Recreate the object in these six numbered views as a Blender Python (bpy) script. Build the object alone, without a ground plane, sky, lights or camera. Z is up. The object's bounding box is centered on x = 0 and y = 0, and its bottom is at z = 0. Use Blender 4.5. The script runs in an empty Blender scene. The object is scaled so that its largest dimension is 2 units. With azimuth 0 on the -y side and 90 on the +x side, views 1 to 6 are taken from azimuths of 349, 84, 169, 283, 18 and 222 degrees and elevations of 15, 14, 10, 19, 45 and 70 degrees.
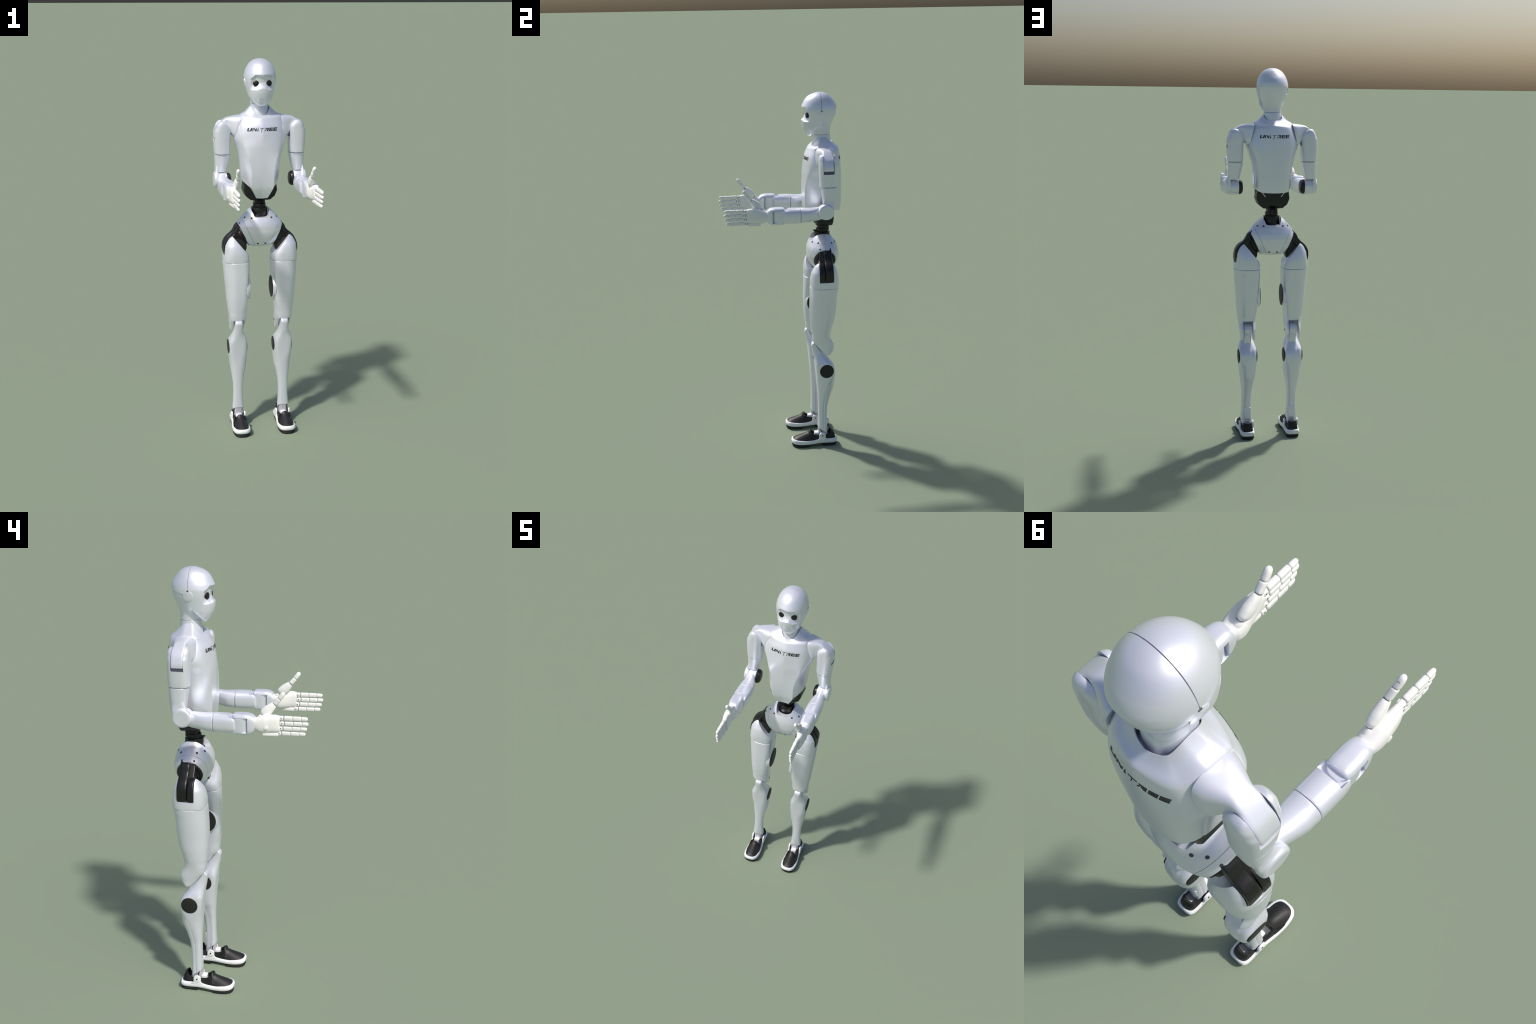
# White humanoid robot standing with both forearms held out in front.
# Every shell is a loft through measured cross-sections or an interpolated
# control net; the right half is modelled and mirrored for the left half.
import bpy, bmesh, math
from mathutils import Vector, Matrix
from mathutils.bvhtree import BVHTree

# ------------------------------------------------------------------ materials
def material(name, color, rough, metallic=0.0, coat=0.0, noise=0.0, scale=40.0,
             bump=0.0, spec=0.5, coat_rough=0.1):
    m = bpy.data.materials.new(name)
    m.use_nodes = True
    nt = m.node_tree
    b = nt.nodes["Principled BSDF"]
    b.inputs["Metallic"].default_value = metallic
    b.inputs["Roughness"].default_value = rough
    b.inputs["Specular IOR Level"].default_value = spec
    b.inputs["Coat Weight"].default_value = coat
    b.inputs["Coat Roughness"].default_value = coat_rough
    tc = nt.nodes.new("ShaderNodeTexCoord")
    nz = nt.nodes.new("ShaderNodeTexNoise")
    nz.inputs["Scale"].default_value = scale
    nz.inputs["Detail"].default_value = 3.0
    nt.links.new(tc.outputs["Object"], nz.inputs["Vector"])
    ramp = nt.nodes.new("ShaderNodeValToRGB")
    lo = [c * (1.0 - noise) for c in color]
    hi = [min(1.0, c * (1.0 + noise)) for c in color]
    ramp.color_ramp.elements[0].position = 0.3
    ramp.color_ramp.elements[1].position = 0.7
    ramp.color_ramp.elements[0].color = (*lo, 1)
    ramp.color_ramp.elements[1].color = (*hi, 1)
    nt.links.new(nz.outputs["Fac"], ramp.inputs["Fac"])
    nt.links.new(ramp.outputs["Color"], b.inputs["Base Color"])
    if bump > 0:
        n2 = nt.nodes.new("ShaderNodeTexNoise")
        n2.inputs["Scale"].default_value = scale * 12
        nt.links.new(tc.outputs["Object"], n2.inputs["Vector"])
        bp = nt.nodes.new("ShaderNodeBump")
        bp.inputs["Strength"].default_value = bump
        bp.inputs["Distance"].default_value = 0.001
        nt.links.new(n2.outputs["Fac"], bp.inputs["Height"])
        nt.links.new(bp.outputs["Normal"], b.inputs["Normal"])
    return m

WHITE = material("glossy_white_shell", (0.82, 0.84, 0.93), 0.33, metallic=0.44, noise=0.01, scale=6, spec=0.6)
HANDW = material("matte_ivory_plastic", (0.87, 0.87, 0.855), 0.40, noise=0.015, scale=30)
RIMW = material("shoe_white_rubber", (0.82, 0.84, 0.85), 0.4, noise=0.015, scale=30)
BLACK = material("satin_black_plastic", (0.0055, 0.0055, 0.0055), 0.38, noise=0.15, scale=60)
DISC = material("matte_black_disc", (0.012, 0.013, 0.011), 0.6, noise=0.1, scale=60)
INK = material("black_ink", (0.008, 0.008, 0.008), 0.5, noise=0.1)
FABRIC = material("black_knit_fabric", (0.0065, 0.0065, 0.007), 0.6, noise=0.2, scale=120, bump=0.2)
TONGUE = material("charcoal_tongue", (0.0145, 0.0135, 0.0135), 0.5, noise=0.15, scale=120, bump=0.15)
RUBBER = material("black_rubber", (0.010, 0.010, 0.010), 0.7, noise=0.2, scale=80)
GREY = material("grey_link_metal", (0.60, 0.59, 0.66), 0.35, metallic=0.3, noise=0.02)
DARKGAP = material("dark_joint", (0.06, 0.06, 0.075), 0.5, noise=0.1)
SLOT = material("slot_shadow_tint", (0.13, 0.13, 0.18), 0.45, noise=0.05)  # recess shadow under the strap painted as a dark lavender base colour
FGREY = material("grey_finger_joint", (0.30, 0.30, 0.30), 0.5, noise=0.1)

# ------------------------------------------------------------------ maths
def pchip(ts, vs, q):
    """monotone cubic through (ts, vs) evaluated at q (scalar lists)"""
    n = len(ts)
    if n == 1:
        return [vs[0]] * len(q)
    h = [ts[i + 1] - ts[i] for i in range(n - 1)]
    d = [(vs[i + 1] - vs[i]) / h[i] for i in range(n - 1)]
    if n == 2:
        return [vs[0] + d[0] * (x - ts[0]) for x in q]
    m = [0.0] * n
    for i in range(1, n - 1):
        if d[i - 1] * d[i] > 0:
            w1, w2 = 2 * h[i] + h[i - 1], h[i] + 2 * h[i - 1]
            m[i] = (w1 + w2) / (w1 / d[i - 1] + w2 / d[i])
    def end(h0, h1, d0, d1):
        v = ((2 * h0 + h1) * d0 - h0 * d1) / (h0 + h1)
        if v * d0 <= 0:
            return 0.0
        if d0 * d1 <= 0 and abs(v) > 3 * abs(d0):
            return 3 * d0
        return v
    m[0] = end(h[0], h[1], d[0], d[1])
    m[-1] = end(h[-1], h[-2], d[-1], d[-2])
    out, k = [], 0
    for x in q:
        while k < n - 2 and x > ts[k + 1]:
            k += 1
        while k > 0 and x < ts[k]:
            k -= 1
        t = (x - ts[k]) / h[k]
        t2, t3 = t * t, t * t * t
        out.append((2 * t3 - 3 * t2 + 1) * vs[k] + (t3 - 2 * t2 + t) * h[k] * m[k]
                   + (-2 * t3 + 3 * t2) * vs[k + 1] + (t3 - t2) * h[k] * m[k + 1])
    return out

def interp(ts, vs, x):
    return pchip(ts, vs, [x])[0]

def smooth01(a, b, x):
    t = max(0.0, min(1.0, (x - a) / (b - a)))
    return t * t * (3 - 2 * t)

def spread(ts, per, breaks=()):
    """dense parameters: `per` samples inside every interval"""
    out = []
    for i in range(len(ts) - 1):
        out += [ts[i] + (ts[i + 1] - ts[i]) * k / per for k in range(per)]
    return out + [ts[-1]]

def pieces(n, breaks):
    b = [0] + [k for k in breaks if 0 < k < n - 1] + [n - 1]
    return [(b[i], b[i + 1]) for i in range(len(b) - 1)]

def interp_points(pts, ts, per, breaks=()):
    """interpolate a polyline of tuples, broken (creased) at given indices"""
    dim = len(pts[0])
    out = []
    for a, b in pieces(len(pts), breaks):
        tt = ts[a:b + 1]
        q = spread(tt, per)
        cols = [pchip(tt, [p[c] for p in pts[a:b + 1]], q) for c in range(dim)]
        seg = list(zip(*cols))
        out += seg if not out else seg[1:]
    return out

# ------------------------------------------------------------------ mesh helpers
ROOT = bpy.data.objects.new("humanoid_robot", None)
ROOT.empty_display_size = 0.2
bpy.context.scene.collection.objects.link(ROOT)
ROOT["label"] = "slim glossy white humanoid robot with black joints and shoes"
ROOT["category"] = "humanoid robot"

def link(name, me, mat, parent=None, angle=35):
    o = bpy.data.objects.new(name, me)
    bpy.context.scene.collection.objects.link(o)
    if mat is not None:
        me.materials.clear()
        me.materials.append(mat)
    o.parent = parent or ROOT
    finish(me, angle)
    return o

def finish(me, angle=35):
    me.polygons.foreach_set("use_smooth", [True] * len(me.polygons))
    me.set_sharp_from_angle(angle=math.radians(angle))
    me.update()

def mesh_from(verts, faces, weld=1e-5):
    me = bpy.data.meshes.new("shape")
    me.from_pydata([tuple(v) for v in verts], [], faces)
    bm = bmesh.new()
    bm.from_mesh(me)
    if weld:
        bmesh.ops.remove_doubles(bm, verts=bm.verts, dist=weld)
        bmesh.ops.dissolve_degenerate(bm, edges=bm.edges, dist=1e-6)
    bmesh.ops.recalc_face_normals(bm, faces=bm.faces)
    bm.to_mesh(me)
    bm.free()
    return me

def skin(rings, cap0=True, cap1=True, closed=True):
    """quads between successive rings of equal count"""
    n = len(rings[0])
    verts = [p for r in rings for p in r]
    faces = []
    for i in range(len(rings) - 1):
        for j in range(n if closed else n - 1):
            a, b = i * n + j, i * n + (j + 1) % n
            faces.append((a, b, b + n, a + n))
    if cap0:
        faces.append(tuple(range(n - 1, -1, -1)))
    if cap1:
        faces.append(tuple(range((len(rings) - 1) * n, len(rings) * n)))
    return mesh_from(verts, faces)

AX = {"z": lambda a, b, s: (a, b, s), "y": lambda a, b, s: (a, s, b), "x": lambda a, b, s: (s, a, b)}

def super_ring(a0, a1, b0, b1, s, n, axis, k=48, nb=None, ni=None):
    """superellipse ring filling [a0,a1]x[b0,b1] at position s along the axis"""
    ca, cb, ha, hb = (a0 + a1) / 2, (b0 + b1) / 2, (a1 - a0) / 2, (b1 - b0) / 2
    out = []
    for i in range(k):
        t = 2 * math.pi * i / k
        c, sn = math.cos(t), math.sin(t)
        e = n if (nb is None or sn < 0) else nb
        if ni is not None and c < 0:
            e = ni(s)
        out.append(AX[axis](ca + ha * math.copysign(abs(c) ** (2 / e), c),
                            cb + hb * math.copysign(abs(sn) ** (2 / e), sn), s))
    return out

def loft(stations, axis="z", per=6, k=48, r0=0.0, r1=0.0, breaks=(), nb=None, ni=None):
    """stations (s, a0, a1, b0, b1, n); r0 / r1 round the two end edges"""
    st = [tuple(s) if len(s) == 6 else tuple(s) + (2.4,) for s in stations]
    ts = [0.0]
    for i in range(1, len(st)):
        ts.append(ts[-1] + max(1e-4, math.dist(st[i][:5], st[i - 1][:5])))
    dense = interp_points(st, ts, per, breaks)
    d = 1 if dense[-1][0] > dense[0][0] else -1
    head, tail = [], []
    def rounded(s, r, sign):
        res = []
        for q in range(0, 5):
            th = math.pi / 2 * q / 5
            ins = r * (1 - math.sin(th))
            adv = r * (1 - math.cos(th))
            z, a0, a1, b0, b1, n = s
            i1, i2 = min(ins, (a1 - a0) * .48), min(ins, (b1 - b0) * .48)
            res.append((z + sign * adv, a0 + i1, a1 - i1, b0 + i2, b1 - i2, n))
        return res
    if r0:
        s0 = dense[0]
        body = [s for s in dense if (s[0] - s0[0]) * d >= r0]
        head = rounded(s0, r0, d)
        dense = body
    if r1:
        s1 = dense[-1]
        body = [s for s in dense if (s1[0] - s[0]) * d >= r1]
        tail = rounded(s1, r1, -d)[::-1]
        dense = body
    rings = [super_ring(s[1], s[2], s[3], s[4], s[0], s[5], axis, k, nb, ni) for s in head + dense + tail]
    return skin(rings)

def limb(p0, p1, side, w, h, n=2.6, profile=None, k=24, per=5):
    """rounded segment from p0 to p1; `side` gives the width direction;
    profile = list of (t, width factor, height factor)"""
    p0, p1 = Vector(p0), Vector(p1)
    ax = (p1 - p0)
    L = ax.length
    ax.normalize()
    sd = Vector(side)
    sd = (sd - ax * sd.dot(ax)).normalized()
    up = ax.cross(sd)
    prof = profile or [(0, .75, .75), (.05, .93, .93), (.12, 1, 1), (.88, 1, 1), (.95, .93, .93), (1, .75, .75)]
    ts = [p[0] for p in prof]
    q = spread(ts, per)
    fw, fh = pchip(ts, [p[1] for p in prof], q), pchip(ts, [p[2] for p in prof], q)
    rings = []
    for t, a, b in zip(q, fw, fh):
        c = p0 + ax * (L * t)
        ring = []
        for i in range(k):
            th = 2 * math.pi * i / k
            co, si = math.cos(th), math.sin(th)
            ring.append(c + sd * (w / 2 * a * math.copysign(abs(co) ** (2 / n), co))
                        + up * (h / 2 * b * math.copysign(abs(si) ** (2 / n), si)))
        rings.append(ring)
    return skin(rings)

TIP = [(0, .8, .8), (.06, .96, .96), (.15, 1, 1), (.5, .98, .98), (.75, .86, .9), (.9, .62, .68), (.97, .36, .4), (1, .08, .08)]

def cylinder(c, axis, r, length, bevel=0.002, k=48, r2=None):
    """bevelled cylinder centred at c along a direction"""
    a = Vector(axis).normalized()
    s = a.orthogonal().normalized()
    u = a.cross(s)
    r2 = r if r2 is None else r2
    prof = [(-length / 2, r - bevel), (-length / 2 + bevel * .3, r - bevel * .3), (-length / 2 + bevel, r),
            (length / 2 - bevel, r2), (length / 2 - bevel * .3, r2 - bevel * .3), (length / 2, r2 - bevel)]
    rings = [[Vector(c) + a * z + (s * math.cos(2 * math.pi * i / k) + u * math.sin(2 * math.pi * i / k)) * rr
              for i in range(k)] for z, rr in prof]
    return skin(rings)

def box(x0, x1, y0, y1, z0, z1, bevel=0.0, seg=3):
    bm = bmesh.new()
    bmesh.ops.create_cube(bm, size=1)
    for v in bm.verts:
        v.co = Vector(((x0 + x1) / 2 + v.co.x * (x1 - x0), (y0 + y1) / 2 + v.co.y * (y1 - y0),
                       (z0 + z1) / 2 + v.co.z * (z1 - z0)))
    if bevel:
        bmesh.ops.bevel(bm, geom=list(bm.edges), offset=bevel, segments=seg, affect="EDGES", profile=0.5)
    me = bpy.data.meshes.new("shape")
    bm.to_mesh(me)
    bm.free()
    return me

def prism(outline, axis, s0, s1, bevel=0.0, seg=3):
    """extrude a 2D outline (a, b) from s0 to s1 along the axis, edges bevelled"""
    k = len(outline)
    v = [AX[axis](a, b, s0) for a, b in outline] + [AX[axis](a, b, s1) for a, b in outline]
    f = [tuple(range(k)), tuple(range(2 * k - 1, k - 1, -1))] + [(i, (i + 1) % k, k + (i + 1) % k, k + i) for i in range(k)]
    me = mesh_from(v, f, 0)
    if bevel:
        bm = bmesh.new()
        bm.from_mesh(me)
        geom = [e for e in bm.edges if len(e.link_faces) == 2 and any(len(g.verts) == k for g in e.link_faces) and k != 4 or
                (k == 4)]
        bmesh.ops.bevel(bm, geom=geom, offset=bevel, segments=seg, affect="EDGES", profile=0.5)
        bm.to_mesh(me)
        bm.free()
    return me

def smooth_outline(ctrl, per=6):
    """closed smooth outline through control points (Catmull-Rom)"""
    n, out = len(ctrl), []
    for i in range(n):
        p0, p1, p2, p3 = (ctrl[(i + j - 1) % n] for j in range(4))
        for s in range(per):
            t = s / per
            out.append(tuple(0.5 * (2 * p1[c] + (p2[c] - p0[c]) * t + (2 * p0[c] - 5 * p1[c] + 4 * p2[c] - p3[c]) * t * t
                                    + (3 * p1[c] - p0[c] - 3 * p2[c] + p3[c]) * t ** 3) for c in (0, 1)))
    return out

def boolean(me, cutter, op="DIFFERENCE"):
    a = bpy.data.objects.new("tmp_a", me)
    b = bpy.data.objects.new("tmp_b", cutter)
    for o in (a, b):
        bpy.context.scene.collection.objects.link(o)
    md = a.modifiers.new("cut", "BOOLEAN")
    md.object, md.operation, md.solver = b, op, "EXACT"
    dg = bpy.context.evaluated_depsgraph_get()
    out = bpy.data.meshes.new_from_object(a.evaluated_get(dg))
    bpy.data.objects.remove(a)
    bpy.data.objects.remove(b)
    return out

def plane_cut(me, co, no, fill=True):
    """keep the part of the mesh behind the plane"""
    bm = bmesh.new()
    bm.from_mesh(me)
    r = bmesh.ops.bisect_plane(bm, geom=list(bm.verts) + list(bm.edges) + list(bm.faces), plane_co=co, plane_no=no,
                               clear_outer=True, dist=1e-6)
    if fill:
        ed = [e for e in r["geom_cut"] if isinstance(e, bmesh.types.BMEdge)]
        bmesh.ops.contextual_create(bm, geom=ed)
    bmesh.ops.recalc_face_normals(bm, faces=bm.faces)
    out = bpy.data.meshes.new("shape")
    bm.to_mesh(out)
    bm.free()
    return out

def join(*meshes):
    bm = bmesh.new()
    for me in meshes:
        bm.from_mesh(me)
    out = bpy.data.meshes.new("shape")
    bm.to_mesh(out)
    bm.free()
    return out

def fuse(meshes, voxel, smooth):
    """merge overlapping solids into one shell and relax the joints"""
    o = bpy.data.objects.new("tmp_fuse", join(*meshes))
    bpy.context.scene.collection.objects.link(o)
    rm = o.modifiers.new("remesh", "REMESH")
    rm.mode, rm.voxel_size = "VOXEL", voxel
    sm = o.modifiers.new("smooth", "SMOOTH")
    sm.factor, sm.iterations = .5, smooth
    dg = bpy.context.evaluated_depsgraph_get()
    out = bpy.data.meshes.new_from_object(o.evaluated_get(dg))
    bpy.data.objects.remove(o)
    return out

def mirrored(me):
    out = me.copy()
    out.transform(Matrix.Scale(-1, 4, (1, 0, 0)))
    out.flip_normals()
    return out

def pair(name, me, mat, parents=(None, None), angle=35):
    """the part on the +x side and its mirror image"""
    a = link(name, me, mat, parents[0], angle)
    b = link(name, mirrored(me), mat, parents[1], angle)
    return a, b

# ------------------------------------------------------------------ head
SK_Z = [1.7640, 1.7665, 1.771, 1.783, 1.7964, 1.805, 1.8237, 1.832, 1.8556, 1.89, 1.9216, 1.943, 1.960, 1.975, 1.987, 1.9955, 1.999, 2.0]
SK_F = [.1500, .1460, .1415, .1338, .1275, .1230, .1175, .1155, .1135, .1125, .1150, .1235, .1325, .1450, .1640, .1870, .2020, .2120]
SEAM_Y = 0.2125
JAW_Z = [1.764, 1.767, 1.776, 1.788, 1.806, 1.824, 1.854, 1.868, 1.90, 2.0]
JAW_Y = [.1570, .1605, .1660, .1730, .1880, .2005, .2125, .2125, .2125, .2125]
WID_Z = [1.764, 1.767, 1.776, 1.788, 1.81, 1.829, 1.854, 1.87, 1.89, 1.905, 1.9216, 1.943, 1.960, 1.975, 1.987, 1.9955, 1.999, 2.0]
WID = [.0165, .0215, .0340, .0475, .0610, .0670, .0738, .0775, .0808, .0820, .0800, .0742, .0665, .0560, .0425, .0250, .0110, .0]

def brow_edges(x):
    x = abs(x)
    zt = interp([0, .032, .05, .062, .068], [1.9215, 1.9235, 1.911, 1.899, 1.889], min(x, .068))
    zb = interp([0, .012, .03, .055, .063, .068], [1.8556, 1.8545, 1.8465, 1.8440, 1.858, 1.882], min(x, .068))
    return zt, zb

def eye_recess(x, z):
    """depth of the visor groove that runs across the face"""
    if abs(x) > .068:
        return 0.0
    zt, zb = brow_edges(x)
    if not zb < z < zt:
        return 0.0
    t = (z - zb) / (zt - zb)
    prof = interp([0, .1, .25, .42, .7, .88, 1], [0, .50, .82, 1, .86, .66, 0], t)
    return .0195 * prof * (1 - smooth01(.042, .068, abs(x)))

def head_meshes():
    zs = []
    z = 1.764
    while z < 1.9995:
        zs.append(z)
        z += .001 if z < 1.775 else .0012 if 1.835 < z < 1.93 else (.0025 if z < 1.985 else .001)
    zs += [1.9997]
    K = 96
    rings = []
    for z in zs:
        yf, yj, w = interp(SK_Z, SK_F, z), interp(JAW_Z, JAW_Y, z), interp(WID_Z, WID, z)
        n = interp([1.76, 1.80, 1.86, 1.93, 2.0], [2.5, 2.25, 2.1, 2.0, 2.0], z)
        ring = []
        for i in range(K + 1):
            t = -math.pi / 2 + math.pi * i / K
            s, c = math.sin(t), max(0.0, math.cos(t))
            x = w * math.copysign(abs(s) ** (2 / n), s)
            y = yj - (yj - yf) * c ** (2 / n)
            ring.append((x, y + eye_recess(x, z), z))
        rings.append(ring)
    face = skin(rings)
    # rear cranial shell, its lower rim arching from the ears to the back
    bz = [1.884, 1.905, 1.9216, 1.943, 1.960, 1.975, 1.987, 1.9955, 1.999, 2.0]
    by = [.3070, .3085, .3070, .2985, .2865, .2735, .2600, .2410, .2250, .2120]
    ww = [.0822, .0828, .0808, .0748, .067, .0564, .0428, .0252, .0112, .0]
    rings = []
    M = 40
    for j in range(M):
        ring = []
        for i in range(K + 1):
            t = math.pi * i / K
            s, c = max(0.0, math.sin(t)), math.cos(t)
            rim = 1.889 + .0265 * s ** 1.6
            f = j / (M - 1)
            z = rim + (1.9996 - rim) * (1 - (1 - f) ** 2.0)
            yb, w = interp(bz, by, z), interp(bz, ww, z)
            ring.append((w * math.copysign(abs(c), c), .2145 + (yb - .2145) * s, z))
        rings.append(ring)
    rear = skin(rings)
    # nape under the rear shell, down to the neck seam
    nape = loft([(1.7735, -.0462, .0462, .1835, .2712, 2.2), (1.795, -.0468, .0468, .178, .2712, 2.2),
                 (1.815, -.0505, .0505, .170, .2745, 2.1), (1.835, -.0595, .0595, .160, .2815, 2.1),
                 (1.857, -.0685, .0685, .152, .2915, 2.1), (1.880, -.0755, .0755, .150, .3010, 2.1),
                 (1.905, -.0775, .0775, .150, .3045, 2.1), (1.925, -.073, .073, .150, .300, 2.1)], k=64)
    return face, rear, nape

face, rear, nape = head_meshes()
head = link("head", face, WHITE, angle=30)
link("skull_shell", rear, WHITE, head, angle=30)
link("nape", nape, WHITE, head)
ear = cylinder((.0770, .2138, 1.8825), (1, .02, -.10), .0222, .0075, .0012)
pair("ear_cap", ear, WHITE, (head, head))
slot = join(box(.0795, .0838, .2090, .2180, 1.9010, 1.9060, .0008))
pair("ear_slot", slot, DARKGAP, (head, head))
def eye_mesh():
    """low dome facing forward and slightly outward"""
    c, n = Vector((.0332, .1378, 1.8790)), Vector((.16, -1, .02)).normalized()
    u = Vector((0, 0, 1)).cross(n).normalized()
    v = n.cross(u)
    prof = [(-.016, .0152), (-.001, .0156), (.0006, .0152), (.0020, .0135), (.0032, .0105), (.0040, .0065), (.0043, .001)]
    return skin([[c + n * d + (u * math.cos(a) + v * math.sin(a)) * r for a in [2 * math.pi * i / 40 for i in range(40)]] for d, r in prof])
pair("eye", eye_mesh(), BLACK, (head, head))

# ------------------------------------------------------------------ neck
neck = loft([(1.690, -.051, .051, .172, .2765, 2.2), (1.711, -.0500, .0500, .1722, .2765, 2.2), (1.7264, -.0490, .0490, .1740, .2755, 2.2),
             (1.753, -.0470, .0470, .1800, .2735, 2.2), (1.7722, -.0458, .0458, .1842, .2705, 2.2)], k=64, r1=.0012)
link("neck", neck, WHITE)

# ------------------------------------------------------------------ torso
# control net of the right half: columns from front centre over the ridge,
# the flank and the back corner to the back centre
TORSO = [
 [(0, .1580, 1.2850), (.0300, .1520, 1.2890), (.0680, .1520, 1.3520), (.0950, .2100, 1.3740), (.0930, .2550, 1.3720), (.0620, .3120, 1.3585), (0, .3255, 1.3560)],
 [(0, .1420, 1.3180), (.0450, .1370, 1.3200), (.0740, .1530, 1.3680), (.0985, .2100, 1.3860), (.0970, .2550, 1.3860), (.0650, .3155, 1.3760), (0, .3275, 1.3720)],
 [(0, .1310, 1.3500), (.0570, .1270, 1.3500), (.0800, .1540, 1.3850), (.1005, .2100, 1.4000), (.0990, .2540, 1.4000), (.0670, .3175, 1.3930), (0, .3290, 1.3900)],
 [(0, .1215, 1.4300), (.0600, .1215, 1.4300), (.0850, .1550, 1.4380), (.1035, .2100, 1.4450), (.1020, .2520, 1.4450), (.0690, .3190, 1.4400), (0, .3305, 1.4400)],
 [(0, .1180, 1.5000), (.0735, .1235, 1.5000), (.0940, .1550, 1.5000), (.1100, .2050, 1.5000), (.1090, .2480, 1.5000), (.0740, .3185, 1.5000), (0, .3310, 1.5000)],
 [(0, .1165, 1.5550), (.0900, .1345, 1.5550), (.1070, .1600, 1.5550), (.1230, .2050, 1.5550), (.1215, .2450, 1.5550), (.0820, .3160, 1.5550), (0, .3300, 1.5550)],
 [(0, .1180, 1.6070), (.0980, .1440, 1.6070), (.1220, .1660, 1.6070), (.1390, .2050, 1.6070), (.1370, .2420, 1.6070), (.0900, .3090, 1.6070), (0, .3280, 1.6070)],
 [(0, .1265, 1.6550), (.0850, .1460, 1.6550), (.1140, .1690, 1.6550), (.1250, .2000, 1.6550), (.1240, .2400, 1.6550), (.0870, .3010, 1.6550), (0, .3245, 1.6550)],
 [(0, .1408, 1.6900), (.0720, .1555, 1.6900), (.1040, .1750, 1.6920), (.1090, .1980, 1.6990), (.1085, .2320, 1.7000), (.0840, .2920, 1.6900), (0, .3195, 1.6915)],
 [(0, .1470, 1.7020), (.0680, .1600, 1.7030), (.1010, .1765, 1.7060), (.1055, .1980, 1.7125), (.1045, .2320, 1.7135), (.0790, .2880, 1.7000), (0, .3175, 1.7015)],
 [(0, .1580, 1.7085), (.0450, .1660, 1.7130), (.0680, .1810, 1.7215), (.0760, .2040, 1.7325), (.0755, .2330, 1.7320), (.0600, .2770, 1.7170), (0, .3010, 1.7150)],
 [(0, .1690, 1.7125), (.0250, .1725, 1.7190), (.0410, .1860, 1.7380), (.0505, .2100, 1.7600), (.0505, .2350, 1.7590), (.0420, .2680, 1.7390), (0, .2850, 1.7295)],
 [(0, .1710, 1.7110), (.0245, .1745, 1.7175), (.0400, .1875, 1.7370), (.0490, .2110, 1.7590), (.0490, .2340, 1.7580), (.0405, .2665, 1.7375), (0, .2835, 1.7280)],
 [(0, .1715, 1.6900), (.0250, .1750, 1.6900), (.0410, .1880, 1.6900), (.0500, .2110, 1.6900), (.0500, .2340, 1.6900), (.0410, .2665, 1.6900), (0, .2835, 1.6900)],
]

def net_mesh(net, per_c, per_r, col_breaks, row_breaks, cap0=True, cap1=True, groove=None):
    def params(seqs):
        n = len(seqs[0])
        ts = [0.0]
        for i in range(1, n):
            ts.append(ts[-1] + max(1e-4, sum(math.dist(s[i], s[i - 1]) for s in seqs) / len(seqs)))
        return ts
    tc = params(net)
    rows = [interp_points(r, tc, per_c, col_breaks(i)) for i, r in enumerate(net)]
    cols = [list(c) for c in zip(*rows)]
    tr = params(cols)
    dense = [interp_points(c, tr, per_r, row_breaks) for c in cols]
    rings = [list(r) for r in zip(*dense)]
    if groove:
        col, z0, z1, depth = groove
        for r in rings:
            x, y, z = r[col]
            k = smooth01(z0, z0 + .02, z) * (1 - smooth01(z1 - .03, z1, z))
            r[col] = (x - depth * k, y - depth * .4 * k, z)
    full = [[(0.0, p[1], p[2]) if j in (0, len(r) - 1) else p for j, p in enumerate(r)] +
            [(-p[0], p[1], p[2]) for p in r[-2:0:-1]] for r in rings]
    return skin(full, cap0, cap1)

torso_me = net_mesh(TORSO, 14, 6, lambda i: (1,) if i < 5 else (), (11, 12), groove=(14 * 4 + 3, 1.36, 1.60, .0018))
torso = link("torso", torso_me, WHITE, angle=28)

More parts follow.
